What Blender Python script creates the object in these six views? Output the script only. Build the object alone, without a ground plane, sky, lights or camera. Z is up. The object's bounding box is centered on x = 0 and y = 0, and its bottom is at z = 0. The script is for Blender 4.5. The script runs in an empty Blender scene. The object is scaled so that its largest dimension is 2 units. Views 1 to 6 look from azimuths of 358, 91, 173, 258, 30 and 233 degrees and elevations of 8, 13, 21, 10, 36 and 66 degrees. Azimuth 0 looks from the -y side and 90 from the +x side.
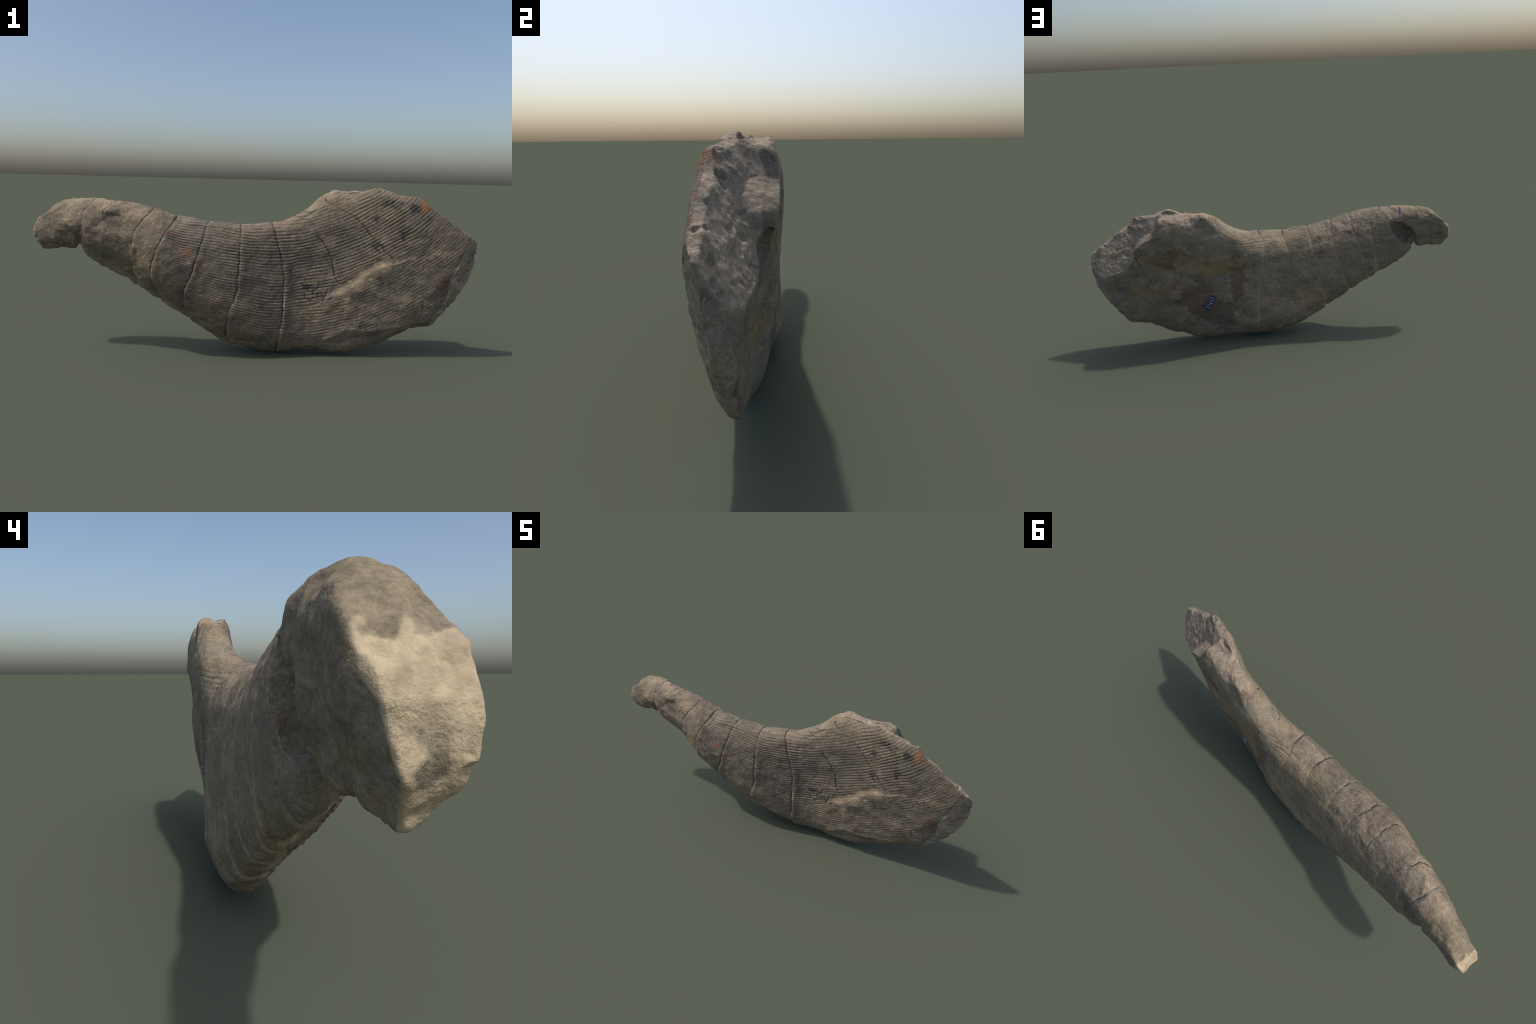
# A curved, horn-shaped fossil shell with banded, finely striated flanks, a broken
# wide end, a broken narrow tip held on by a repair seam, and a small number label.
import bpy, bmesh, math
import numpy as np
from mathutils import Vector
from mathutils.bvhtree import BVHTree

# ------------------------------------------------------------------ helpers
def smooth(a, b, x):
    t = np.clip((x - a) / (b - a), 0, 1)
    return t * t * (3 - 2 * t)

def pchip(xs, ys, x):
    """Monotone cubic through control points (no overshoot)."""
    xs, ys = np.asarray(xs, float), np.asarray(ys, float)
    h, d = np.diff(xs), np.diff(ys) / np.diff(xs)
    m = np.zeros_like(ys)
    w1, w2 = 2 * h[1:] + h[:-1], h[1:] + 2 * h[:-1]
    ok = d[1:] * d[:-1] > 0
    m[1:-1] = np.where(ok, (w1 + w2) / (w1 / np.where(ok, d[:-1], 1) + w2 / np.where(ok, d[1:], 1)), 0)
    m[0], m[-1] = d[0], d[-1]
    i = np.clip(np.searchsorted(xs, x) - 1, 0, len(h) - 1)
    t = (x - xs[i]) / h[i]
    return ((1 + 2 * t) * (1 - t) ** 2 * ys[i] + t * (1 - t) ** 2 * h[i] * m[i]
            + t * t * (3 - 2 * t) * ys[i + 1] + t * t * (t - 1) * h[i] * m[i + 1])

def curve(points):
    """Function v(u) through hand-placed (u, v) control points, flat outside."""
    p = np.array(sorted(points), float)
    return lambda u: pchip(p[:, 0], p[:, 1], np.clip(u, p[0, 0], p[-1, 0]))

def noise(p, freq, seed=0):
    """Vectorised gradient noise in about -1..1."""
    q = np.asarray(p, float) * freq + seed * 17.31
    i = np.floor(q).astype(np.int64)
    f = q - i
    u = f * f * f * (f * (f * 6 - 15) + 10)
    out = np.zeros(len(q))
    for dx in (0, 1):
        for dy in (0, 1):
            for dz in (0, 1):
                h = ((i[:, 0] + dx) * 73856093) ^ ((i[:, 1] + dy) * 19349663) ^ ((i[:, 2] + dz) * 83492791) ^ (seed * 2654435761)
                h &= 0xFFFFFFFF
                h = (h ^ (h >> 13)) * 1274126177 & 0xFFFFFFFF
                h = h ^ (h >> 16)
                gx, gy, gz = (h & 1023) / 511.5 - 1, ((h >> 10) & 1023) / 511.5 - 1, ((h >> 20) & 1023) / 511.5 - 1
                w = (u[:, 0] if dx else 1 - u[:, 0]) * (u[:, 1] if dy else 1 - u[:, 1]) * (u[:, 2] if dz else 1 - u[:, 2])
                out += w * (gx * (f[:, 0] - dx) + gy * (f[:, 1] - dy) + gz * (f[:, 2] - dz))
    return out * 1.5

def fbm(p, freq, octaves=3, seed=0):
    return sum(noise(p, freq * 2 ** k, seed + k) * 0.5 ** k for k in range(octaves))

def line_distance(x, z, pts):
    """Distance to a polyline in the side plane, and signed side (+ below/right)."""
    best, side, along = np.full(len(x), 9.0), np.zeros(len(x)), np.zeros(len(x))
    n = len(pts) - 1
    for k in range(n):
        (ax, az), (bx, bz) = pts[k], pts[k + 1]
        vx, vz = bx - ax, bz - az
        t = np.clip(((x - ax) * vx + (z - az) * vz) / (vx * vx + vz * vz), 0, 1)
        ex, ez = x - ax - t * vx, z - az - t * vz
        d = np.hypot(ex, ez)
        s = np.sign(ex * vz - ez * vx)
        m = d < best
        best, side, along = np.where(m, d, best), np.where(m, s, side), np.where(m, (k + t) / n, along)
    return best, side, along

# ------------------------------------------------------------------ profiles
# One row per station along the shell, tip to wide end: upper-edge point (x, z), belly-edge point (x, z).
STATIONS = [
    (-1.050, 0.570, -1.045, 0.490), (-1.020, 0.615, -1.010, 0.474), (-0.970, 0.650, -0.970, 0.466), (-0.925, 0.667, -0.930, 0.464),
    (-0.860, 0.688, -0.885, 0.470), (-0.780, 0.701, -0.830, 0.468), (-0.725, 0.705, -0.803, 0.490), (-0.705, 0.703, -0.790, 0.455),
    (-0.600, 0.694, -0.680, 0.375), (-0.457, 0.670, -0.560, 0.311), (-0.350, 0.641, -0.440, 0.239), (-0.205, 0.615, -0.290, 0.147),
    (-0.060, 0.603, -0.120, 0.051), (0.070, 0.611, 0.120, 0.002), (0.200, 0.656, 0.280, 0.014), (0.330, 0.744, 0.400, 0.006),
    (0.370, 0.761, 0.470, 0.016), (0.440, 0.757, 0.560, 0.040), (0.550, 0.778, 0.680, 0.100), (0.650, 0.746, 0.750, 0.138),
    (0.728, 0.745, 0.810, 0.136), (0.775, 0.698, 0.865, 0.185), (0.861, 0.641, 0.933, 0.286), (0.940, 0.586, 0.979, 0.370),
    (0.992, 0.545, 0.998, 0.450), (1.001, 0.510, 1.001, 0.485),
]
# Cross-sections at some of the stations: depth y at eight heights (0 belly .. 1 top)
# of the near flank, then of the far flank.
HEIGHTS = (0.0, 0.08, 0.2, 0.4, 0.6, 0.8, 0.92, 1.0)
SECTIONS = {
    0: ((0.070, 0.060, 0.050, 0.045, 0.045, 0.050, 0.058, 0.066), (0.070, 0.078, 0.084, 0.088, 0.090, 0.085, 0.078, 0.066)),
    3: ((0.076, 0.050, 0.026, 0.012, 0.010, 0.020, 0.036, 0.070), (0.076, 0.090, 0.100, 0.113, 0.120, 0.121, 0.112, 0.070)),
    6: ((0.076, 0.036, 0.008, -0.022, -0.034, -0.022, 0.000, 0.040), (0.076, 0.100, 0.108, 0.114, 0.118, 0.112, 0.088, 0.040)),
    8: ((0.080, 0.050, 0.010, -0.038, -0.058, -0.058, -0.036, 0.002), (0.080, 0.102, 0.112, 0.116, 0.113, 0.094, 0.062, 0.000)),
    10: ((0.065, 0.004, -0.060, -0.112, -0.124, -0.110, -0.082, -0.022), (0.065, 0.100, 0.109, 0.107, 0.103, 0.084, 0.047, -0.024)),
    12: ((0.045, -0.018, -0.078, -0.110, -0.110, -0.098, -0.076, -0.020), (0.045, 0.100, 0.115, 0.104, 0.097, 0.088, 0.064, -0.020)),
    13: ((0.036, -0.025, -0.062, -0.076, -0.074, -0.073, -0.058, -0.008), (0.036, 0.095, 0.118, 0.112, 0.106, 0.106, 0.086, -0.008)),
    14: ((0.030, -0.026, -0.046, -0.046, -0.042, -0.040, -0.024, 0.030), (0.030, 0.074, 0.098, 0.104, 0.109, 0.118, 0.106, 0.030)),
    16: ((0.020, -0.030, -0.044, -0.038, -0.024, -0.018, 0.004, 0.076), (0.020, 0.060, 0.078, 0.097, 0.112, 0.122, 0.115, 0.076)),
    18: ((0.014, -0.036, -0.050, -0.052, -0.050, -0.043, -0.034, -0.014), (0.014, 0.048, 0.078, 0.098, 0.106, 0.118, 0.106, -0.014)),
    20: ((0.012, -0.032, -0.046, -0.062, -0.070, -0.076, -0.070, -0.046), (0.012, 0.034, 0.036, 0.048, 0.080, 0.112, 0.100, -0.046)),
    22: ((0.000, -0.032, -0.052, -0.070, -0.076, -0.076, -0.070, -0.062), (0.000, 0.016, 0.026, 0.040, 0.058, 0.066, 0.060, -0.062)),
    24: ((-0.030, -0.044, -0.052, -0.058, -0.060, -0.060, -0.059, -0.056), (-0.030, -0.024, -0.018, -0.012, -0.012, -0.018, -0.030, -0.056)),
    25: ((-0.040, -0.046, -0.048, -0.050, -0.050, -0.050, -0.050, -0.048), (-0.040, -0.038, -0.036, -0.034, -0.034, -0.036, -0.040, -0.048)),
}
# the far slab breaks off along this step (height -> x)
STEP_X = curve([(0.330, 1.02), (0.385, 0.890), (0.420, 0.815), (0.470, 0.757), (0.505, 0.737), (0.575, 0.742),
                (0.635, 0.700), (0.670, 0.632), (0.745, 0.600), (0.80, 0.59)])
SHOULDER_Z = curve([(0.10, 0.56), (0.258, 0.552), (0.331, 0.588), (0.380, 0.628), (0.402, 0.668), (0.446, 0.704), (0.62, 0.732)])
SHOULDER_SLOPE = curve([(0.10, 0.10), (0.30, 0.15), (0.38, 0.22), (0.46, 0.7), (0.53, 1.4), (0.62, 2.0)])
CHAMFER = [(0.955, 0.60), (0.938, 0.55), (0.896, 0.441), (0.872, 0.383), (0.868, 0.302), (0.815, 0.20), (0.79, 0.12)]

TIP_PLANES = [((-0.66, 0.08, 0.75), (-0.912, 0.060, 0.662)), ((-0.82, 0.06, 0.57), (-0.972, 0.060, 0.612)),
              ((-0.99, 0.02, 0.12), (-1.002, 0.060, 0.552)), ((-0.86, -0.12, -0.50), (-0.990, 0.060, 0.492))]

def break_plane(x, z):
    return 0.080 - 0.37 * (x - 0.74) - 0.47 * (z - 0.5)

# ------------------------------------------------------------------ base body
def base_body():
    S = np.array(STATIONS)
    k = np.r_[0, np.cumsum(np.hypot(np.diff(S[:, 0]), np.diff(S[:, 1])) + np.hypot(np.diff(S[:, 2]), np.diff(S[:, 3])))]
    u = np.linspace(0, k[-1], 700)
    tx, tz, bx, bz = [pchip(k, S[:, c], u)[:, None] for c in range(4)]
    rows = sorted(SECTIONS)
    kk = k[rows]
    NR = 260
    half = NR // 2
    q = np.linspace(0, 1, half + 1)                       # angle-like height parameter: round edges
    knots = np.arccos(1 - 2 * np.array(HEIGHTS)) / np.pi
    def flank(side):
        prof = np.array([pchip(knots, SECTIONS[r][side], q) for r in rows])
        return np.stack([pchip(kk, prof[:, c], u) for c in range(half + 1)], 1)
    near, far = flank(0), flank(1)
    w_up = (1 - np.cos(np.pi * q)) / 2
    w = np.r_[w_up, w_up[-2:0:-1]][None, :]               # belly -> top on the near side, back down the far side
    y = np.concatenate([near, far[:, -2:0:-1]], 1)
    edge_near = np.concatenate([near, near[:, -2:0:-1]], 1)
    edge_far = np.concatenate([far, far[:, -2:0:-1]], 1)
    front = np.broadcast_to((np.arange(NR) <= half)[None, :], y.shape)
    x, z = bx + (tx - bx) * w, bz + (tz - bz) * w
    X, Z = x.ravel(), z.ravel()
    F = front.ravel()
    Yf = edge_near.ravel()
    Y = y.ravel().copy()
    # far side: shoulder of the broken top, and the slanting break of the wide end
    zs = SHOULDER_Z(X)
    top = 0.126 - SHOULDER_SLOPE(X) * (Z - zs)
    Y = np.where(~F & (X > 0.12) & (Z > zs), np.minimum(Y, np.maximum(top, Yf + 0.004) * smooth(0.12, 0.3, X) + Y * (1 - smooth(0.12, 0.3, X))), Y)
    past = smooth(0.0, 0.012, X - STEP_X(Z))
    cut = np.minimum(Y, np.maximum(break_plane(X, Z), Yf + 0.008))
    Y = np.where(F, Y, Y + (cut - Y) * past)
    # near side: chamfer along the lower right rim
    d, side, _ = line_distance(X, Z, CHAMFER)
    out = np.where((side < 0) & (X > 0.75), d, 0)
    far_now = np.minimum(edge_far.ravel(), np.where(X > STEP_X(Z), break_plane(X, Z), 9))
    Y = np.where(F & (out > 0), np.maximum(Y, np.minimum(-0.074 + 0.55 * out, far_now - 0.012)), Y)
    Y = np.where(F, np.minimum(Y, np.maximum(Yf, far_now - 0.006)), Y)
    # pale broken face of the narrow tip: pull everything past the plane back along x
    for n, p in TIP_PLANES:
        over = np.clip(n[0] * (X - p[0]) + n[1] * (Y - p[1]) + n[2] * (Z - p[2]), 0, None)
        X = X - over / n[0] * (X < -0.85)
    V = np.stack([X, Y, Z], 1)
    R = len(u)
    i = np.arange(R - 1)[:, None] * NR
    j = np.arange(NR)[None, :]
    j2 = (j + 1) % NR
    quads = np.stack([i + j, i + j2, i + NR + j2, i + NR + j], -1).reshape(-1, 4)
    caps = [V[:NR].mean(0), V[-NR:].mean(0)]
    V = np.vstack([V, caps])
    faces = [tuple(q) for q in quads.tolist()]
    a, b, last = len(V) - 2, len(V) - 1, (R - 1) * NR
    for q in range(NR):
        faces.append((a, (q + 1) % NR, q))
        faces.append((b, last + q, last + (q + 1) % NR))
    me = bpy.data.meshes.new("body")
    me.from_pydata(V.tolist(), [], faces)
    me.update()
    bm = bmesh.new(); bm.from_mesh(me)
    bmesh.ops.recalc_face_normals(bm, faces=bm.faces[:])
    bm.to_mesh(me); bm.free()
    return me

def tube(name, path):
    """Tapering round cutter along (x, y, z, radius) control points."""
    P = np.array(path, float)
    k = np.r_[0, np.cumsum(np.linalg.norm(np.diff(P[:, :3], axis=0), axis=1))]
    u = np.linspace(0, k[-1], 40)
    C = np.stack([pchip(k, P[:, c], u) for c in range(4)], 1)
    bm = bmesh.new()
    rings = []
    for i in range(len(C)):
        t = Vector(C[min(i + 1, len(C) - 1), :3] - C[max(i - 1, 0), :3]).normalized()
        a = t.cross(Vector((0, 1, 0))).normalized(); b = t.cross(a)
        rings.append([bm.verts.new(Vector(C[i, :3]) + (a * math.cos(q * math.tau / 24) + b * math.sin(q * math.tau / 24)) * C[i, 3]) for q in range(24)])
    for r0, r1 in zip(rings, rings[1:]):
        for q in range(24):
            bm.faces.new((r0[q], r0[(q + 1) % 24], r1[(q + 1) % 24], r1[q]))
    bm.faces.new(rings[0]); bm.faces.new(rings[-1])
    bmesh.ops.recalc_face_normals(bm, faces=bm.faces[:])
    me = bpy.data.meshes.new(name); bm.to_mesh(me); bm.free()
    return me

CUTS = {
    # gap between the re-attached tip and the hollow lobe under it
    "tip_gap": [(-0.565, 0.148, 0.668, 0.006), (-0.615, 0.140, 0.645, 0.016), (-0.665, 0.124, 0.616, 0.030), (-0.715, 0.108, 0.578, 0.042),
                (-0.755, 0.098, 0.543, 0.045), (-0.782, 0.095, 0.515, 0.032), (-0.790, 0.085, 0.508, 0.014)],
    "top_pit": [(0.500, 0.034, 0.772, 0.006), (0.530, 0.028, 0.768, 0.013), (0.560, 0.022, 0.765, 0.013), (0.600, 0.012, 0.768, 0.006)],
    "step_hollow": [(0.735, 0.090, 0.565, 0.010), (0.748, 0.080, 0.520, 0.022), (0.770, 0.072, 0.475, 0.020), (0.83, 0.074, 0.415, 0.010)],
}

def solid(me, voxel):
    body = bpy.data.objects.new("work", me)
    bpy.context.scene.collection.objects.link(body)
    helpers = []
    m = body.modifiers.new("r", "REMESH"); m.mode = "VOXEL"; m.voxel_size = voxel * 1.3
    for nm, path in CUTS.items():
        o = bpy.data.objects.new("cut", tube(nm, path))
        bpy.context.scene.collection.objects.link(o)
        helpers.append(o)
        b = body.modifiers.new(nm, "BOOLEAN"); b.operation = "DIFFERENCE"; b.object = o; b.solver = "MANIFOLD"
    m = body.modifiers.new("r2", "REMESH"); m.mode = "VOXEL"; m.voxel_size = voxel
    m = body.modifiers.new("s", "SMOOTH"); m.factor = 0.5; m.iterations = 4
    bpy.context.view_layer.update()
    out = bpy.data.meshes.new_from_object(body.evaluated_get(bpy.context.evaluated_depsgraph_get()))
    for o in helpers + [body]:
        bpy.data.objects.remove(o)
    return out

def vertex_normals(V, Q):
    n = np.cross(V[Q[:, 2]] - V[Q[:, 0]], V[Q[:, 3]] - V[Q[:, 1]])
    N = np.zeros_like(V)
    for c in range(4):
        for a in range(3):
            N[:, a] += np.bincount(Q[:, c], n[:, a], len(V))
    return N / (np.linalg.norm(N, axis=1, keepdims=True) + 1e-12)

# ------------------------------------------------------------------ growth lines
ARC = (0.10, 1.34)          # the wide part curves about this point
PITCH = 0.0143
# quadratic edges of the narrow part, in x
TOP_Q, BELLY_Q = (0.607, -0.028, 0.205), (0.025, -0.355, 0.26)

def growth_phase(x, z):
    """Coordinate across the striae; material nodes repeat the same formula."""
    right = np.hypot(x - ARC[0], z - ARC[1])
    zt = TOP_Q[0] + TOP_Q[1] * x + TOP_Q[2] * x * x
    zb = BELLY_Q[0] + BELLY_Q[1] * x + BELLY_Q[2] * x * x
    left = ARC[1] - 0.0 - 0.62 * (z - zb) / (zt - zb)
    b = smooth(-0.02, 0.22, x)
    return left * (1 - b) + right * b + 0.0030 * np.sin(9 * x + 5 * z) + 0.0022 * np.sin(23 * x - 11 * z) + 0.0026 * np.sin(17 * x + 31 * z) * np.sin(13 * z - 8 * x) + 0.0008 * np.sin(61 * x - 37 * z)

# seams between the bands: x at a given height, near flank / far flank
SEAMS = [
    (curve([(0.480, -0.762), (0.514, -0.756), (0.552, -0.770), (0.629, -0.764), (0.706, -0.715)]), curve([(0.58, -0.715), (0.66, -0.705), (0.71, -0.715)])),
    (curve([(0.37, -0.66), (0.50, -0.690), (0.560, -0.680), (0.648, -0.668), (0.695, -0.618)]), curve([(0.38, -0.58), (0.64, -0.545), (0.70, -0.61)])),
    (curve([(0.31, -0.55), (0.40, -0.545), (0.496, -0.541), (0.557, -0.529), (0.665, -0.450)]), curve([(0.30, -0.54), (0.47, -0.490), (0.64, -0.440), (0.70, -0.43)])),
    (curve([(0.22, -0.440), (0.295, -0.438), (0.391, -0.454), (0.482, -0.431), (0.635, -0.345)]), curve([(0.24, -0.43), (0.285, -0.41), (0.53, -0.335), (0.64, -0.32)])),
    (curve([(0.14, -0.295), (0.199, -0.297), (0.280, -0.315), (0.389, -0.276), (0.611, -0.208)]), curve([(0.14, -0.29), (0.19, -0.285), (0.30, -0.255), (0.475, -0.225), (0.61, -0.20)])),
    (curve([(0.05, -0.120), (0.108, -0.124), (0.191, -0.117), (0.336, -0.074), (0.604, -0.063)]), curve([(0.05, -0.12), (0.12, -0.100), (0.31, -0.078), (0.49, -0.080), (0.61, -0.055)])),
    (curve([(0.0, 0.112), (0.059, 0.111), (0.195, 0.130), (0.369, 0.133), (0.538, 0.102), (0.618, 0.070)]), curve([(0.0, 0.115), (0.28, 0.100), (0.46, 0.066), (0.56, 0.052), (0.62, 0.066)])),
    (curve([(0.30, 0.390), (0.345, 0.385), (0.373, 0.367), (0.464, 0.346), (0.564, 0.280), (0.630, 0.232), (0.65, 0.178)]), curve([(0.50, 0.180), (0.56, 0.183), (0.65, 0.174)])),
    (curve([(0.33, 0.69), (0.458, 0.622), (0.503, 0.580), (0.569, 0.514), (0.645, 0.448), (0.714, 0.328)]), curve([(0.60, 0.305), (0.65, 0.301), (0.69, 0.294), (0.72, 0.31)])),
]
#          crack depth near, far, lip step, lowest z near, lowest z far
SEAM_LOOK = [
    (0.0045, 0.004, 0.006, 0.47, 0.60), (0.0035, 0.001, 0.002, 0.625, 0.40), (0.0030, 0.001, 0.005, 0.45, 0.36), (0.0040, 0.001, 0.005, 0.20, 0.20),
    (0.0050, 0.001, 0.006, 0.10, 0.14), (0.0045, 0.001, 0.005, 0.03, 0.05), (0.0055, 0.0012, 0.004, -0.1, 0.05), (0.0030, 0.001, 0.0, 0.34, 0.54), (0.0030, 0.0025, 0.0, 0.45, 0.62),
]

def seam_offset(i, P):
    nearf, farf = SEAMS[i]
    b = smooth(-0.02, 0.07, P[:, 1])
    return P[:, 0] - (nearf(P[:, 2]) * (1 - b) + farf(P[:, 2]) * b)

def seam_strength(i, P):
    a, c, lip, lo, hi = SEAM_LOOK[i]
    b = smooth(-0.02, 0.07, P[:, 1])
    return (a * smooth(lo - 0.01, lo + 0.03, P[:, 2]) * (1 - b) + c * smooth(hi - 0.01, hi + 0.03, P[:, 2]) * b)

# broad swellings (+) and hollows (-) of the near flank: polyline, half width, height
NEAR_RELIEF = [
    ([(0.335, 0.275), (0.43, 0.322), (0.53, 0.405), (0.61, 0.438)], 0.030, 0.010),
    ([(0.36, 0.315), (0.46, 0.375), (0.56, 0.450)], 0.018, -0.006),
    ([(0.42, 0.29), (0.440, 0.235), (0.475, 0.165)], 0.026, 0.009),
    ([(0.50, 0.28), (0.53, 0.20)], 0.030, -0.007),
    ([(0.24, 0.17), (0.34, 0.17)], 0.05, 0.004),
    ([(0.33, 0.085), (0.42, 0.13), (0.56, 0.13), (0.68, 0.155)], 0.014, 0.004),
    ([(0.36, 0.055), (0.48, 0.085), (0.60, 0.105)], 0.022, -0.007),
    ([(0.18, 0.56), (0.24, 0.50), (0.28, 0.38)], 0.035, -0.004),
    ([(0.16, 0.60), (0.26, 0.665)], 0.010, -0.004),
    ([(0.66, 0.66), (0.72, 0.42), (0.70, 0.33)], 0.025, -0.004),
    ([(0.80, 0.32), (0.86, 0.40)], 0.03, 0.004),
    ([(-0.02, 0.42), (0.05, 0.48)], 0.05, -0.004),
    ([(-0.70, 0.585), (-0.64, 0.630), (-0.60, 0.635)], 0.020, -0.010),
    ([(-0.84, 0.640), (-0.88, 0.600)], 0.030, -0.006),
    ([(-0.53, 0.50), (-0.545, 0.44)], 0.012, 0.004),
]
CRACKS = [
    [(0.294, 0.346), (0.290, 0.338), (0.296, 0.326)],
    [(0.227, 0.299), (0.232, 0.276), (0.251, 0.266), (0.273, 0.278), (0.268, 0.295), (0.263, 0.307), (0.269, 0.313), (0.287, 0.322)],
    [(0.334, 0.318), (0.329, 0.301), (0.323, 0.286), (0.318, 0.271), (0.312, 0.259)],
    [(0.331, 0.272), (0.345, 0.273), (0.351, 0.281)],
    [(0.273, 0.278), (0.294, 0.285)],
    [(0.335, 0.475), (0.352, 0.448), (0.358, 0.400), (0.372, 0.365), (0.386, 0.345)],
    [(0.765, 0.270), (0.775, 0.245), (0.768, 0.215)],
    [(0.238, 0.656), (0.275, 0.676)],
]
FAR_RELIEF = [
    ([(0.42, 0.72), (0.385, 0.66)], 0.025, -0.008),
    ([(0.45, 0.55), (0.55, 0.48)], 0.08, -0.007),
    ([(0.62, 0.42), (0.40, 0.30)], 0.05, 0.003),
    ([(0.26, 0.545), (0.16, 0.53)], 0.03, -0.004),
    ([(-0.55, 0.63), (-0.35, 0.57), (-0.15, 0.52)], 0.015, -0.003),
    ([(0.60, 0.33), (0.66, 0.31)], 0.03, 0.003),
]

def relief(V, N):
    x, y, z = V.T
    near = smooth(0.15, 0.6, -N[:, 1])
    far = smooth(0.15, 0.6, N[:, 1])
    broken = break_mask(V, N)
    skin = 1 - broken
    d = -0.0010 + 0.0060 * fbm(V, 4.5, 2, 3) + 0.0034 * fbm(V, 13, 3, 9) + 0.0008 * fbm(V, 60, 2, 14)
    # striae
    ph = growth_phase(x, z)
    patch = fbm(V, 5, 2, 21)
    st = near * smooth(-0.62, -0.25, x) * skin
    line_d, _, _ = line_distance(x, z, NEAR_RELIEF[0][0])
    st = st * (0.25 + 0.75 * smooth(0.02, 0.055, line_d)) * (0.45 + 0.55 * smooth(0.02, 0.12, z - (0.03 + 0.25 * np.clip(x - 0.3, 0, 1))))
    st = st * np.clip(0.78 + 0.7 * patch, 0.35, 1.15) * (1 - 0.5 * smooth(0.72, 0.85, x))
    st += 0.25 * smooth(0.35, 0.8, N[:, 2]) * smooth(-0.55, -0.2, x) * smooth(0.30, 0.20, x) * skin
    st += 0.55 * far * np.exp(-((x - 0.12) / 0.09) ** 2 - ((z - 0.57) / 0.035) ** 2)
    groove = np.abs(np.cos(np.pi * ph / PITCH)) ** 5
    brk = 0.35 + 0.85 * np.clip(0.5 + 1.2 * noise(V * np.array((1, 1, 2.6)), 13, 31), 0, 1)
    low_right = smooth(0.30, 0.45, x) * smooth(0.05, -0.03, z - 0.28 - 0.75 * (x - 0.335))
    d -= 0.0029 * st * groove * brk * (1 - 0.45 * low_right)
    # seams: crack, raised lip, and the shallow step of each band
    for i in range(len(SEAMS)):
        jit = 0.0045 * noise(V, 30, 40 + i) + 0.002 * noise(V, 90, 60 + i)
        o = seam_offset(i, V) + jit
        a = seam_strength(i, V)
        d -= a * np.exp(-(o / 0.0034) ** 2) * (0.6 + 0.5 * noise(V, 20, 50 + i)) * skin
        d += 0.40 * a * np.exp(-((o - 0.016) / 0.013) ** 2) * skin
        lip = SEAM_LOOK[i][2] * (smooth(0.2, -0.3, N[:, 2] - 0.4 * (i > 5)) + 1.2 * smooth(-0.2, -0.8, N[:, 2]))
        d += skin * lip * (np.exp(-np.clip(o, 0, None) / 0.035) * (o > 0) * 0.45 * smooth(-0.002, 0.010, o) - 0.45 * np.exp(np.clip(o, None, 0) / 0.03) * (1 - smooth(-0.004, 0.001, o)))
    # each band swells a little between its two seams
    for i in range(1, 6):
        o0, o1 = seam_offset(i, V), seam_offset(i + 1, V)
        u = np.clip(o0 / np.where(np.abs(o0 - o1) < 1e-4, 1e-4, o0 - o1), 0, 1)
        d += 0.0045 * (4 * u * (1 - u)) ** 0.7 * (0.4 + 0.6 * smooth(0.3, 0.7, np.abs(N[:, 2])))
    for lines, side in ((NEAR_RELIEF, near), (FAR_RELIEF, far)):
        for pts, wdt, amp in lines:
            q, sd, _ = line_distance(x, z, pts)
            if pts is NEAR_RELIEF[0][0]:                     # steep above, sloping away below
                wdt = np.where(sd > 0, 0.060, 0.014)
            d += amp * side * np.exp(-(q / wdt) ** 2) * (0.85 + 0.6 * fbm(V, 12, 2, 77))
    for pts in CRACKS:
        q, _, _ = line_distance(x + 0.002 * noise(V, 60, 7), z + 0.002 * noise(V, 60, 8), pts)
        d -= 0.0045 * near * np.exp(-(q / 0.003) ** 2)
    # rough break at the wide end, with pits near the near rim
    d += broken * (0.0062 * fbm(V, 14, 3, 80) - 0.010 * smooth(0.25, 0.75, fbm(V, 20, 2, 90)) * smooth(0.10, 0.0, y))
    # knobbly tip
    tip = smooth(-0.74, -0.80, x)
    d += tip * 0.0045 * fbm(V, 17, 3, 95)
    # knobbly dorsal edge of the narrow part
    d += 0.0036 * smooth(-0.15, -0.5, x) * smooth(0.2, 0.7, N[:, 2]) * fbm(V, 24, 2, 97)
    # ragged belly
    d += 0.0060 * smooth(-0.2, -0.8, N[:, 2]) * fbm(V, 16, 3, 99)
    return d

def break_mask(V, N):
    x, y, z = V.T
    end = smooth(0.0, 0.012, x - STEP_X(z)) * smooth(-0.02, 0.012, y - break_plane(x, z) + 0.02) * (x > 0.55)
    top = smooth(0.30, 0.38, x) * smooth(0.25, 0.6, N[:, 2]) * smooth(-0.01, 0.02, z - SHOULDER_Z(x))
    side = (N[:, 1] > -0.55)
    q, sd, _ = line_distance(x, z, CHAMFER)
    rim = (sd < 0) * smooth(0.004, 0.014, q) * (x > 0.76) * (y < 0.02)
    return np.clip((end + top) * side + rim, 0, 1)

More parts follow.
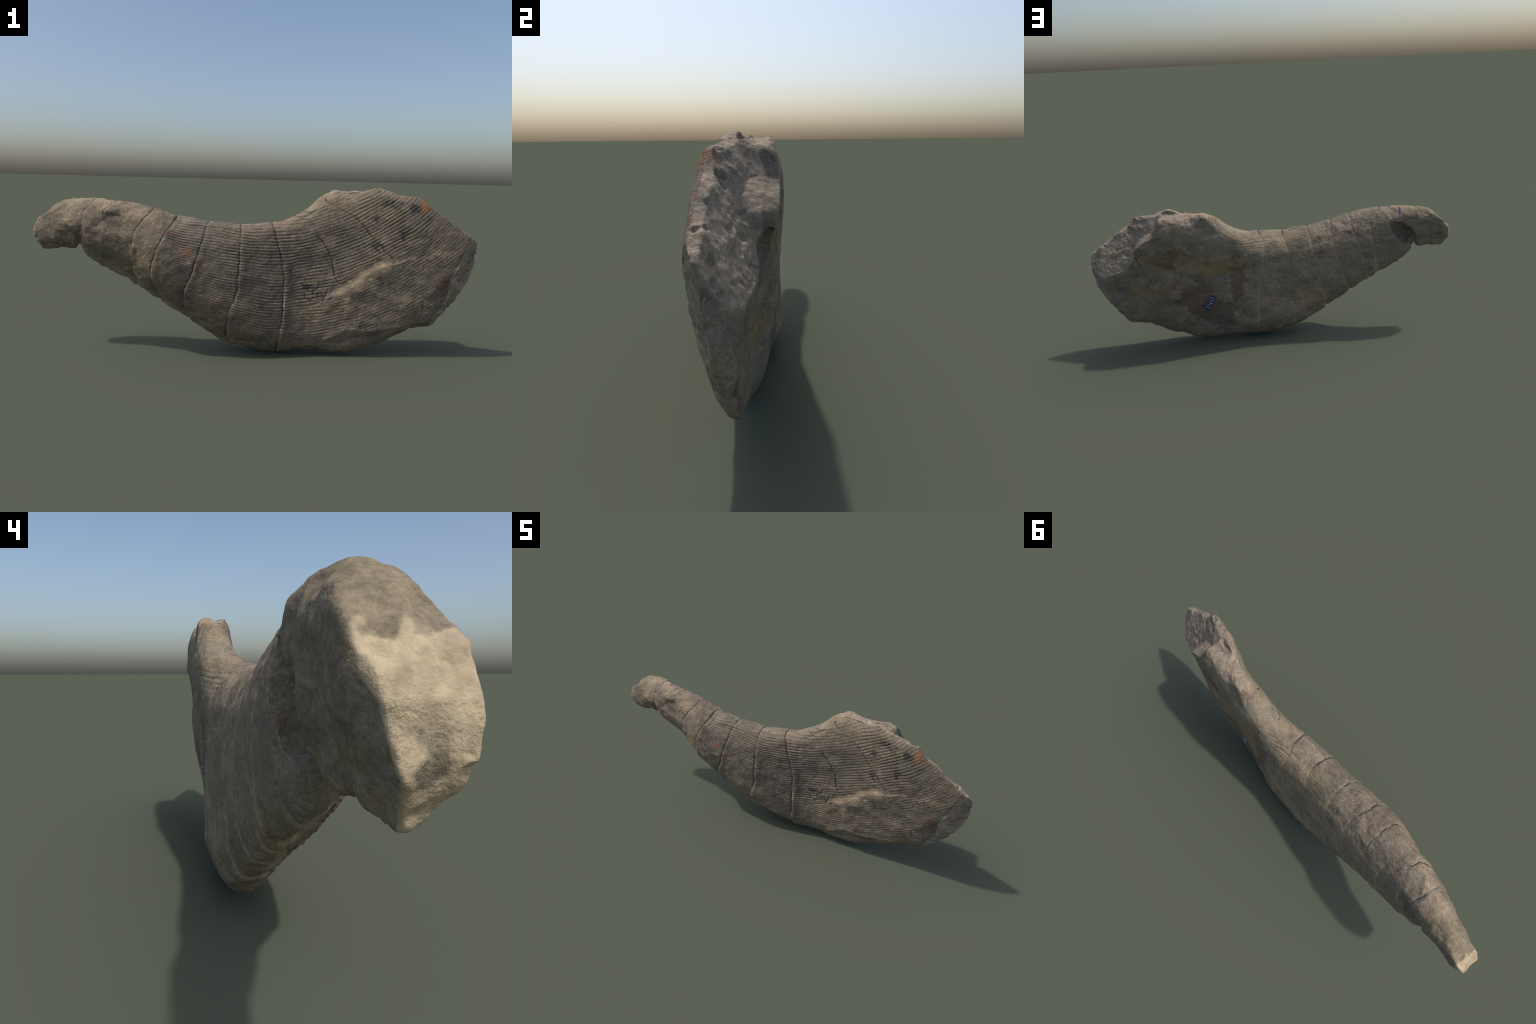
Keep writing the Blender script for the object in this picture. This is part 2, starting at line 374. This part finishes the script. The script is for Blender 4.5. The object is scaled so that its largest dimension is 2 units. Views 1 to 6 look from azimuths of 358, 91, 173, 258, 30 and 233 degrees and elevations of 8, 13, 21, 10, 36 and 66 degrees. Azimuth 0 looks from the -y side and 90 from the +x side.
# ------------------------------------------------------------------ build body
VOXEL = 0.0025
work = solid(base_body(), VOXEL)
n = len(work.vertices)
V = np.empty(n * 3); work.vertices.foreach_get("co", V); V = V.reshape(-1, 3)
Q = np.empty(len(work.loops), np.int64); work.loops.foreach_get("vertex_index", Q)
Q = Q.reshape(-1, 4)
bpy.data.meshes.remove(work)
N = vertex_normals(V, Q)
for _ in range(2):                                       # soften normals before displacing
    S = np.zeros_like(N)
    for c in range(4):
        for a in range(3):
            S[:, a] += np.bincount(Q[:, c], N[Q[:, (c + 2) % 4], a], len(V)) + np.bincount(Q[:, c], N[Q[:, (c + 1) % 4], a], len(V))
    N = S / (np.linalg.norm(S, axis=1, keepdims=True) + 1e-12)
B, BN = V.copy(), N.copy()
V = V + N * relief(V, N)[:, None]
lo, hi = V.min(0), V.max(0)
shift = np.array((-(lo[0] + hi[0]) / 2, -(lo[1] + hi[1]) / 2, -lo[2]))
print("RAW BOUNDS", lo, hi)
scale_x = 2.0 / (hi[0] - lo[0])
V = V + shift
V[:, 0] *= scale_x
N = vertex_normals(V, Q)

# ------------------------------------------------------------------ materials
class Nodes:
    def __init__(self, name):
        self.m = bpy.data.materials.new(name); self.m.use_nodes = True
        self.t = self.m.node_tree; self.t.nodes.clear()
        self.co = self.t.nodes.new("ShaderNodeTexCoord").outputs["Object"]
        s = self.node("ShaderNodeSeparateXYZ"); self.link(self.co, s.inputs[0])
        self.x, self.y, self.z = s.outputs
    def node(self, kind, **kw):
        nd = self.t.nodes.new(kind)
        for k, v in kw.items(): setattr(nd, k, v)
        return nd
    def link(self, a, b): self.t.links.new(a, b)
    def put(self, sock, v):
        if isinstance(v, bpy.types.NodeSocket): self.link(v, sock)
        else: sock.default_value = v
    def math(self, op, a, b=0.0, c=0.0, clamp=False):
        nd = self.node("ShaderNodeMath", operation=op, use_clamp=clamp)
        for s, v in zip(nd.inputs, (a, b, c)): self.put(s, v)
        return nd.outputs[0]
    def step(self, v, a, b, lo=0.0, hi=1.0):
        nd = self.node("ShaderNodeMapRange", interpolation_type="SMOOTHSTEP")
        for s, q in zip(nd.inputs, (v, a, b, lo, hi)): self.put(s, q)
        return nd.outputs[0]
    def noise(self, scale, detail=4.0, rough=0.55, stretch=None, offset=(0, 0, 0), distort=0.0):
        mp = self.node("ShaderNodeMapping"); self.link(self.co, mp.inputs[0])
        mp.inputs["Location"].default_value = offset
        if stretch: mp.inputs["Scale"].default_value = stretch
        nd = self.node("ShaderNodeTexNoise"); self.link(mp.outputs[0], nd.inputs["Vector"])
        nd.inputs["Scale"].default_value = scale; nd.inputs["Detail"].default_value = detail
        nd.inputs["Roughness"].default_value = rough; nd.inputs["Distortion"].default_value = distort
        return nd.outputs[0]
    def mix(self, f, a, b, mode="MIX"):
        nd = self.node("ShaderNodeMix", data_type="RGBA", blend_type=mode)
        self.put(nd.inputs[0], f)
        for s, v in ((nd.inputs[6], a), (nd.inputs[7], b)):
            if isinstance(v, tuple): s.default_value = (*v, 1)
            else: self.link(v, s)
        return nd.outputs[2]
    def spot(self, centre, size, wobble=0.5, scale=18.0, soft=0.35, offset=(0, 0, 0)):
        """Ragged-edged patch about a place, 1 inside."""
        mp = self.node("ShaderNodeMapping"); self.link(self.co, mp.inputs[0])
        mp.inputs["Location"].default_value = [-c / s for c, s in zip(centre, size)]
        mp.inputs["Scale"].default_value = [1 / s for s in size]
        ln = self.node("ShaderNodeVectorMath", operation="LENGTH"); self.link(mp.outputs[0], ln.inputs[0])
        nz = self.math("MULTIPLY_ADD", self.noise(scale, 5, 0.65, offset=offset), 5 * wobble, -2.5 * wobble)
        return self.step(self.math("ADD", ln.outputs["Value"], nz), 1.15, 1.15 - soft)
    def striae(self):
        """Same curved family of lines as growth_phase(): 1 in a groove."""
        M = self.math
        x, z = self.x, self.z
        dx, dz = M("SUBTRACT", x, ARC[0]), M("SUBTRACT", z, ARC[1])
        right = M("SQRT", M("ADD", M("MULTIPLY", dx, dx), M("MULTIPLY", dz, dz)))
        def quad(q): return M("MULTIPLY_ADD", M("MULTIPLY_ADD", x, q[2], q[1]), x, q[0])
        zt, zb = quad(TOP_Q), quad(BELLY_Q)
        left = M("MULTIPLY_ADD", M("DIVIDE", M("SUBTRACT", z, zb), M("SUBTRACT", zt, zb)), -0.62, ARC[1])
        b = self.step(x, -0.02, 0.22)
        ph = M("ADD", left, M("MULTIPLY", b, M("SUBTRACT", right, left)))
        ph = M("ADD", ph, M("MULTIPLY", M("SINE", M("MULTIPLY_ADD", z, 5.0, M("MULTIPLY", x, 9.0))), 0.0030))
        ph = M("ADD", ph, M("MULTIPLY", M("SINE", M("MULTIPLY_ADD", z, -11.0, M("MULTIPLY", x, 23.0))), 0.0022))
        wave = lambda a, b: M("SINE", M("MULTIPLY_ADD", z, b, M("MULTIPLY", x, a)))
        ph = M("ADD", ph, M("MULTIPLY", M("MULTIPLY", wave(17.0, 31.0), wave(-8.0, 13.0)), 0.0026))
        ph = M("ADD", ph, M("MULTIPLY", wave(61.0, -37.0), 0.0008))
        return M("POWER", M("ABSOLUTE", M("COSINE", M("MULTIPLY", ph, math.pi / PITCH))), 4.0)
    def finish(self, colour, rough=0.82, bump=None, strength=0.35, dist=0.004, spec=0.25):
        p = self.node("ShaderNodeBsdfPrincipled"); o = self.node("ShaderNodeOutputMaterial")
        self.put(p.inputs["Base Color"], colour); self.put(p.inputs["Roughness"], rough)
        p.inputs["Specular IOR Level"].default_value = spec
        if bump is not None:
            b = self.node("ShaderNodeBump"); b.inputs["Strength"].default_value = strength; b.inputs["Distance"].default_value = dist
            self.link(bump, b.inputs["Height"]); self.link(b.outputs[0], p.inputs["Normal"])
        self.link(p.outputs[0], o.inputs[0])
        return self.m

BROWN, GREY, DARK = (0.280, 0.212, 0.142), (0.190, 0.157, 0.116), (0.090, 0.078, 0.063)
TAN, OLIVE, OCHRE, RUST = (0.340, 0.260, 0.170), (0.205, 0.174, 0.110), (0.255, 0.180, 0.088), (0.150, 0.104, 0.070)
BLACK, ORANGE, RED = (0.050, 0.049, 0.052), (0.34, 0.145, 0.065), (0.235, 0.088, 0.052)

def skin_colour(k):
    """Shared weathered shell colour with stains in fixed places."""
    c = k.mix(k.step(k.noise(5.5, 5, 0.6), 0.36, 0.64), BROWN, GREY)
    c = k.mix(k.math("MULTIPLY", k.step(k.noise(9, 6, 0.65, offset=(3, 1, 7)), 0.50, 0.72), 0.55), c, TAN)
    c = k.mix(k.math("MULTIPLY", k.step(k.noise(13, 5, 0.7, offset=(9, 4, 2)), 0.54, 0.70), 0.65), c, DARK)
    near = k.step(k.y, 0.045, -0.02)
    # long streaks of dirt and wear along the shell
    c = k.mix(k.step(k.noise(34, 4, 0.65, stretch=(0.22, 0.7, 1.2), offset=(4, 9, 1)), 0.50, 0.68, 0.0, 0.45), c, DARK)
    c = k.mix(k.step(k.noise(38, 4, 0.65, stretch=(0.20, 0.7, 1.2), offset=(8, 2, 6)), 0.54, 0.70, 0.0, 0.35), c, TAN)
    edge = k.math("MULTIPLY_ADD", k.math("MULTIPLY_ADD", k.x, TOP_Q[2], TOP_Q[1]), k.x, TOP_Q[0])
    below = k.math("MAXIMUM", k.step(k.math("SUBTRACT", edge, k.z), 0.0, 0.09), k.step(k.x, 0.12, 0.30))
    # the near flank is a darker grey-brown below its upper edge
    c = k.mix(k.math("MULTIPLY", k.math("MULTIPLY", near, below), k.step(k.noise(3.2, 4, 0.6, offset=(2, 6, 4)), 0.36, 0.62, 0.15, 0.75)), c, (0.158, 0.131, 0.098))
    far = k.math("SUBTRACT", 1.0, near)
    # dark lines along the striae of the near flank
    s = k.math("MULTIPLY", k.striae(), near)
    s = k.math("MULTIPLY", s, k.step(k.x, -0.55, -0.30))
    s = k.math("MULTIPLY", s, k.step(k.math("MULTIPLY_ADD", k.x, -0.75, k.z), -0.02, 0.08, 0.4, 1.0))
    s = k.math("MULTIPLY", s, k.step(k.noise(12, 4, 0.6, stretch=(0.5, 1, 1.6), offset=(5, 5, 5)), 0.34, 0.60, 0.10, 0.72))
    c = k.mix(s, c, DARK)
    # far flank: greyer, olive and ochre stains
    c = k.mix(k.math("MULTIPLY", far, k.step(k.noise(4.0, 5, 0.6, offset=(1, 8, 3)), 0.40, 0.62, 0.0, 0.65)), c, OLIVE)
    c = k.mix(k.math("MULTIPLY", far, k.step(k.noise(6.5, 5, 0.6, offset=(6, 2, 9)), 0.52, 0.68, 0.0, 0.55)), c, (0.240, 0.218, 0.178))
    P = lambda m, a: k.math("MULTIPLY", m, a)
    for ctr, size, col, a in (
        ((0.57, 0.11, 0.515), (0.14, 0.10, 0.065), OCHRE, 0.7), ((0.59, 0.11, 0.54), (0.07, 0.10, 0.055), RUST, 0.8),
        ((0.30, 0.13, 0.47), (0.14, 0.10, 0.055), OCHRE, 0.8), ((0.22, 0.13, 0.38), (0.045, 0.10, 0.13), RUST, 0.8),
        ((0.605, 0.11, 0.355), (0.05, 0.10, 0.032), (0.22, 0.135, 0.065), 0.8), ((0.75, 0.09, 0.33), (0.06, 0.10, 0.05), OCHRE, 0.7),
        ((0.43, 0.11, 0.28), (0.12, 0.10, 0.085), RUST, 0.8), ((0.33, 0.10, 0.17), (0.12, 0.10, 0.085), (0.12, 0.092, 0.068), 0.8),
        ((-0.38, 0.13, 0.36), (0.08, 0.10, 0.07), OLIVE, 0.6), ((-0.20, 0.14, 0.25), (0.09, 0.10, 0.07), OCHRE, 0.4),
        ((0.02, 0.13, 0.56), (0.10, 0.10, 0.030), TAN, 0.6), ((-0.58, 0.13, 0.55), (0.10, 0.10, 0.06), GREY, 0.6),
        ((-0.30, 0.14, 0.58), (0.20, 0.08, 0.035), DARK, 0.5)):
        c = k.mix(P(k.spot(ctr, size, 0.6, 16, offset=ctr), a), c, col)
    for ctr, size, col, a in (
        ((0.54, -0.10, 0.645), (0.028, 0.08, 0.018), BLACK, 0.85), ((0.60, -0.10, 0.715), (0.050, 0.08, 0.035), BLACK, 0.6),
        ((0.545, -0.10, 0.510), (0.038, 0.08, 0.030), BLACK, 0.85), ((0.66, -0.10, 0.570), (0.014, 0.08, 0.026), BLACK, 0.9),
        ((0.70, -0.10, 0.69), (0.030, 0.08, 0.024), BLACK, 0.8), ((0.50, -0.10, 0.575), (0.022, 0.08, 0.022), BLACK, 0.6),
        ((0.255, -0.10, 0.335), (0.034, 0.08, 0.020), BLACK, 0.75), ((0.30, -0.10, 0.30), (0.035, 0.08, 0.022), DARK, 0.6),
        ((0.47, -0.10, 0.735), (0.020, 0.08, 0.020), BLACK, 0.7), ((0.86, -0.09, 0.33), (0.020, 0.08, 0.045), BLACK, 0.55),
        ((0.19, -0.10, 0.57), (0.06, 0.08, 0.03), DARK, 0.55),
        ((0.47, -0.10, 0.345), (0.085, 0.08, 0.035), TAN, 0.6), ((0.43, -0.10, 0.23), (0.022, 0.08, 0.075), TAN, 0.55),
        ((0.58, -0.10, 0.44), (0.05, 0.08, 0.030), TAN, 0.6),
        ((0.745, -0.06, 0.705), (0.022, 0.10, 0.028), ORANGE, 0.75), ((0.80, -0.07, 0.688), (0.030, 0.05, 0.012), RED, 0.35), ((0.865, -0.07, 0.645), (0.035, 0.05, 0.012), RED, 0.30), ((0.92, -0.07, 0.605), (0.030, 0.05, 0.012), RED, 0.35),
        ((0.845, -0.09, 0.35), (0.03, 0.08, 0.06), (0.20, 0.11, 0.08), 0.45),
        ((-0.367, -0.10, 0.567), (0.013, 0.08, 0.011), RED, 0.65), ((-0.335, -0.10, 0.527), (0.018, 0.08, 0.010), RED, 0.40),
        ((-0.288, -0.10, 0.487), (0.012, 0.08, 0.017), RED, 0.75), ((-0.315, -0.10, 0.470), (0.020, 0.08, 0.007), RED, 0.45),
        ((-0.245, -0.10, 0.425), (0.008, 0.08, 0.026), RED, 0.60),
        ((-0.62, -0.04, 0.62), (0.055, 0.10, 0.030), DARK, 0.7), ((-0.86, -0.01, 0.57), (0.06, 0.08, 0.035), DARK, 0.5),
        ((-0.64, -0.03, 0.46), (0.13, 0.10, 0.06), (0.150, 0.132, 0.094), 0.6), ((-0.47, -0.10, 0.43), (0.06, 0.08, 0.040), (0.250, 0.200, 0.120), 0.6),
        ((-0.26, -0.05, 0.20), (0.05, 0.08, 0.035), (0.220, 0.182, 0.120), 0.5)):
        c = k.mix(P(k.spot(ctr, size, 0.55, 30, offset=ctr), a), c, col)
    # fine mineral grain and pale crystal specks on the upper narrow part
    c = k.mix(0.30, c, k.node_grey(k.step(k.noise(120, 4, 0.75), 0.25, 0.75)), "OVERLAY")
    c = k.mix(0.26, c, k.node_grey(k.step(k.noise(24, 6, 0.7, stretch=(0.6, 1, 1), offset=(1, 3, 5)), 0.22, 0.78)), "OVERLAY")
    v = k.node("ShaderNodeTexVoronoi"); v.inputs["Scale"].default_value = 95; k.link(k.co, v.inputs["Vector"])
    sp = k.math("MULTIPLY", k.step(v.outputs["Distance"], 0.26, 0.14), k.step(k.noise(9, 3, 0.5, offset=(2, 2, 2)), 0.46, 0.58))
    sp = k.math("MULTIPLY", sp, k.math("MULTIPLY", k.step(k.z, 0.50, 0.58), k.math("MULTIPLY", k.step(k.x, 0.15, -0.05), k.step(k.x, -0.78, -0.70))))
    return k.mix(k.math("MULTIPLY", sp, 0.7), c, (0.42, 0.38, 0.31))

def node_grey(self, v):
    nd = self.node("ShaderNodeCombineColor")
    for s in nd.inputs: self.link(v, s)
    return nd.outputs[0]
Nodes.node_grey = node_grey

def skin_material(name):
    k = Nodes(name)
    return k.finish(skin_colour(k), 0.80, k.math("ADD", k.noise(70, 6, 0.7), k.noise(190, 3, 0.6)), 0.6, 0.005)

def break_material():
    k = Nodes("broken stone")
    c = k.mix(k.step(k.noise(8, 5, 0.6), 0.38, 0.62), (0.330, 0.258, 0.182), (0.250, 0.206, 0.155))
    c = k.mix(k.math("MULTIPLY", k.step(k.noise(22, 6, 0.7, offset=(4, 4, 4)), 0.57, 0.70), 0.5), c, (0.135, 0.118, 0.100))
    c = k.mix(k.math("MULTIPLY", k.step(k.noise(10, 5, 0.6, offset=(8, 1, 4)), 0.55, 0.7), 0.6), c, (0.33, 0.26, 0.17))
    c = k.mix(k.math("MULTIPLY", k.spot((0.85, 0.02, 0.48), (0.06, 0.06, 0.012), 0.6, 30), 0.25), c, (0.25, 0.10, 0.075))
    c = k.mix(k.math("MULTIPLY", k.spot((0.745, -0.04, 0.72), (0.022, 0.03, 0.022), 0.6, 30), 0.5), c, ORANGE)
    c = k.mix(0.28, c, k.node_grey(k.step(k.noise(110, 4, 0.75), 0.25, 0.75)), "OVERLAY")
    c = k.mix(0.26, c, k.node_grey(k.step(k.noise(20, 6, 0.7, offset=(1, 3, 5)), 0.22, 0.78)), "OVERLAY")
    return k.finish(c, 0.85, k.math("ADD", k.noise(60, 6, 0.7), k.noise(170, 3, 0.6)), 0.5, 0.005)

def tip_material():
    """Shell colour, with pale fresh stone on the broken planes of the tip."""
    k = Nodes("shell tip with pale break")
    c = k.mix(k.step(k.noise(30, 5, 0.65), 0.36, 0.66), (0.500, 0.405, 0.262), (0.350, 0.282, 0.188))
    c = k.mix(k.math("MULTIPLY", k.step(k.noise(45, 5, 0.6, offset=(3, 3, 3)), 0.52, 0.68), 0.6), c, (0.42, 0.32, 0.23))
    c = k.mix(k.math("MULTIPLY", k.step(k.noise(26, 5, 0.6, offset=(5, 1, 3)), 0.56, 0.72), 0.6), c, (0.22, 0.18, 0.125))
    far_out = None
    for n, p in TIP_PLANES[1:]:
        ln = math.sqrt(sum(v * v for v in n))
        dot = k.node("ShaderNodeVectorMath", operation="DOT_PRODUCT")
        k.link(k.co, dot.inputs[0]); dot.inputs[1].default_value = [v / ln for v in n]
        off = sum(a * (b + c_) for a, b, c_ in zip(n, p, shift)) / ln
        dist = k.math("SUBTRACT", dot.outputs["Value"], off)
        far_out = dist if far_out is None else k.math("MAXIMUM", far_out, dist)
    edge = k.math("ADD", far_out, k.math("MULTIPLY_ADD", k.noise(35, 4, 0.6, offset=(7, 7, 7)), 0.012, -0.006))
    c = k.mix(k.step(edge, -0.0085, -0.0055), skin_colour(k), c)
    return k.finish(c, 0.85, k.math("ADD", k.noise(70, 6, 0.7), k.noise(190, 3, 0.6)), 0.5, 0.004)

def seam_material():
    k = Nodes("pale seam line")
    c = k.mix(k.step(k.noise(25, 4, 0.6), 0.4, 0.6), k.mix(0.8, skin_colour(k), (0.33, 0.265, 0.175)), skin_colour(k))
    return k.finish(c, 0.85, k.noise(120, 4, 0.6), 0.4, 0.003)

def filler_material():
    k = Nodes("grey repair filler")
    c = k.mix(k.step(k.noise(30, 4, 0.6), 0.4, 0.6), (0.165, 0.146, 0.122), (0.290, 0.240, 0.182))
    return k.finish(c, 0.75, k.noise(120, 4, 0.6), 0.4, 0.003)

def plain_material(name, col, rough=0.6):
    k = Nodes(name)
    c = k.mix(k.step(k.noise(60, 3, 0.5), 0.4, 0.6), col, tuple(v * 0.8 for v in col))
    return k.finish(c, rough)

CRACK = plain_material("dark crack line", (0.060, 0.052, 0.043), 0.9)
SKIN, BREAK, PALE, SEAM, FILL = skin_material("weathered shell"), break_material(), tip_material(), seam_material(), filler_material()

# ------------------------------------------------------------------ split into parts
root = bpy.data.objects.new("fossil_shell", None)
bpy.context.scene.collection.objects.link(root)
root["label"] = "curved grey-brown horn-shaped fossil with banded striated flanks and broken ends"
root["category"] = "fossil"

C = B[Q].mean(1)                    # undisplaced face centres
CN = BN[Q].mean(1)
cx, cy, cz = C.T
region = np.zeros(len(Q), int)      # 0 tip, 1..9 bands
offs = [seam_offset(i, C) + 0.0045 * noise(C, 30, 40 + i) + 0.002 * noise(C, 90, 60 + i) for i in range(len(SEAMS))]
order = list(range(len(SEAMS)))
band = np.zeros(len(Q), int)
for i in order:
    band = np.where(offs[i] > 0, i + 1, band)
# far side of the gap belongs to the lobe, not to the tip
gap_line = [(-0.56, 0.668), (-0.67, 0.622), (-0.78, 0.545), (-0.82, 0.47)]
_, gs, _ = line_distance(cx, cz, gap_line)
band = np.where((cy > 0.05) & (cx < -0.70) & (cx > -0.81), np.where(((cx > -0.81) & (gs * 1.0 < 0)), 1, 0), band)
kind = band.copy()
# break faces, pale tip face, seam strips, filler
is_break = break_mask(C, CN) > 0.5
kind = np.where(is_break, 20, kind)
pale = np.zeros(len(Q), bool)
for n, p in TIP_PLANES[1:]:
    n = np.array(n) / np.linalg.norm(n)
    pale |= (cx < -0.90) & (CN @ n > 0.90) & (np.abs((C - np.array(p)) @ n) < 0.006)
kind = np.where(pale, 21, kind)
for i in range(1, 7):
    far_strip = (cy > 0.02) & (np.abs(offs[i]) < 0.0035 + 0.0015 * noise(C, 25, 5)) & (noise(C, 9, 70 + i) > -0.25) & (cz < 0.585) & (cz > 0.10)
    near_strip = (cy < 0.0) & (offs[i] > 0.002) & (offs[i] < 0.011) & (noise(C, 10, 75 + i) > 0.30) & (cz > 0.10) & (cz < 0.56)
    kind = np.where(far_strip | (near_strip & (i > 2)), 30 + i, kind)
for i in range(1, len(SEAMS)):
    crack = (cy < 0.03) & (np.abs(offs[i]) < 0.0026) & (seam_strength(i, C) > 0.002) & (noise(C, 14, 85 + i) > (0.02 if i > 6 else -0.22)) & (kind < 20)
    kind = np.where(crack, 50 + i, kind)
fill = (offs[0] < 0.002) & (offs[0] > -0.014 - 0.016 * noise(C, 18, 8)) & (cz > 0.55) & ~((cy > 0.06) & (cz < 0.63))
kind = np.where(fill, 40, kind)

def part(name, mask, material, parent):
    f = Q[mask]
    if len(f) == 0: return None
    used, inv = np.unique(f, return_inverse=True)
    me = bpy.data.meshes.new(name)
    me.vertices.add(len(used)); me.vertices.foreach_set("co", V[used].ravel())
    me.loops.add(f.size); me.loops.foreach_set("vertex_index", inv.ravel().astype(np.int32))
    me.polygons.add(len(f)); me.polygons.foreach_set("loop_start", np.arange(0, f.size, 4, dtype=np.int32))
    me.update(); me.validate()
    me.polygons.foreach_set("use_smooth", np.ones(len(f), bool))
    me.normals_split_custom_set_from_vertices(N[used].tolist())
    me.materials.append(material)
    ob = bpy.data.objects.new(name, me)
    bpy.context.scene.collection.objects.link(ob)
    ob.parent = parent
    return ob

part("tip", kind == 0, PALE, root)
bands = {}
for b in range(1, len(SEAMS) + 1):
    bands[b] = part("shell_band", kind == b, SKIN, root)
part("broken_end_face", kind == 20, BREAK, root)
part("broken_tip_face", kind == 21, PALE, root)
for i in range(1, 7):
    part("seam_line", kind == 30 + i, SEAM, root)
part("repair_seam", kind == 40, FILL, root)
for i in range(1, len(SEAMS)):
    part("crack", kind == 50 + i, CRACK, root)

# ------------------------------------------------------------------ number label on the far flank
tree = BVHTree.FromPolygons([tuple(v) for v in V.tolist()], Q.tolist())
corner = [np.array(p) for p in ((0.362, 0.300), (0.336, 0.282), (0.386, 0.197), (0.414, 0.221))]
def on_label(a, b, lift):
    """a along the label (0 .. 1 reading direction), b across (0 foot .. 1 head of the digits)."""
    bottom = corner[2] + (corner[1] - corner[2]) * a
    top = corner[3] + (corner[0] - corner[3]) * a
    q = bottom + (top - bottom) * b
    hit = tree.ray_cast(Vector((q[0], 0.6, q[1])), Vector((0, -1, 0)))[0]
    return Vector((q[0], (hit.y if hit else 0.12) + lift, q[1]))

bm = bmesh.new()
na, nb = 24, 10
grid = [[[bm.verts.new(on_label(i / na, j / nb, lift)) for j in range(nb + 1)] for i in range(na + 1)] for lift in (-0.002, 0.0014)]
for i in range(na):
    for j in range(nb):
        for g in grid:
            bm.faces.new((g[i][j], g[i + 1][j], g[i + 1][j + 1], g[i][j + 1]))
for i in range(na):
    for j in (0, nb):
        bm.faces.new((grid[0][i][j], grid[0][i + 1][j], grid[1][i + 1][j], grid[1][i][j]))
for j in range(nb):
    for i in (0, na):
        bm.faces.new((grid[0][i][j], grid[0][i][j + 1], grid[1][i][j + 1], grid[1][i][j]))
bmesh.ops.recalc_face_normals(bm, faces=bm.faces[:])
me = bpy.data.meshes.new("number_label"); bm.to_mesh(me); bm.free()
me.materials.append(plain_material("blue label", (0.040, 0.050, 0.095), 0.55))
label = bpy.data.objects.new("number_label", me)
bpy.context.scene.collection.objects.link(label); label.parent = root

# handwritten strokes, each digit in a unit box (x right, y up)
STROKES = {
    "3": [[(0.1, 0.85), (0.4, 1.0), (0.75, 0.85), (0.7, 0.65), (0.4, 0.52), (0.75, 0.42), (0.85, 0.2), (0.55, 0.0), (0.1, 0.1)]],
    "6": [[(0.8, 1.0), (0.4, 0.65), (0.15, 0.25), (0.4, 0.0), (0.75, 0.1), (0.8, 0.32), (0.55, 0.45), (0.25, 0.3)]],
    "5": [[(0.85, 1.0), (0.3, 0.95), (0.22, 0.6), (0.55, 0.62), (0.85, 0.4), (0.7, 0.08), (0.35, 0.0), (0.1, 0.12)]],
    "2": [[(0.1, 0.78), (0.35, 1.0), (0.7, 0.85), (0.6, 0.5), (0.1, 0.08), (0.45, 0.12), (0.9, 0.02)]],
}
white = plain_material("white ink", (0.50, 0.56, 0.62), 0.7)
for n_, ch in enumerate("33652"):
    cu = bpy.data.curves.new("digit", "CURVE"); cu.dimensions = "3D"; cu.bevel_depth = 0.0013; cu.bevel_resolution = 1; cu.resolution_u = 5
    for st in STROKES[ch]:
        sp = cu.splines.new("BEZIER"); sp.bezier_points.add(len(st) - 1)
        for bp, (u, v) in zip(sp.bezier_points, st):
            bp.co = on_label(0.07 + (n_ + 0.08 + 0.72 * u) * 0.178, 0.17 + 0.66 * v, 0.0016)
            bp.handle_left_type = bp.handle_right_type = "AUTO"
    tmp = bpy.data.objects.new("digit_work", cu)
    bpy.context.scene.collection.objects.link(tmp); bpy.context.view_layer.update()
    dm = bpy.data.meshes.new_from_object(tmp.evaluated_get(bpy.context.evaluated_depsgraph_get()))
    bpy.data.objects.remove(tmp)
    dm.materials.clear(); dm.materials.append(white)
    d = bpy.data.objects.new("digit", dm)
    bpy.context.scene.collection.objects.link(d); d.parent = label
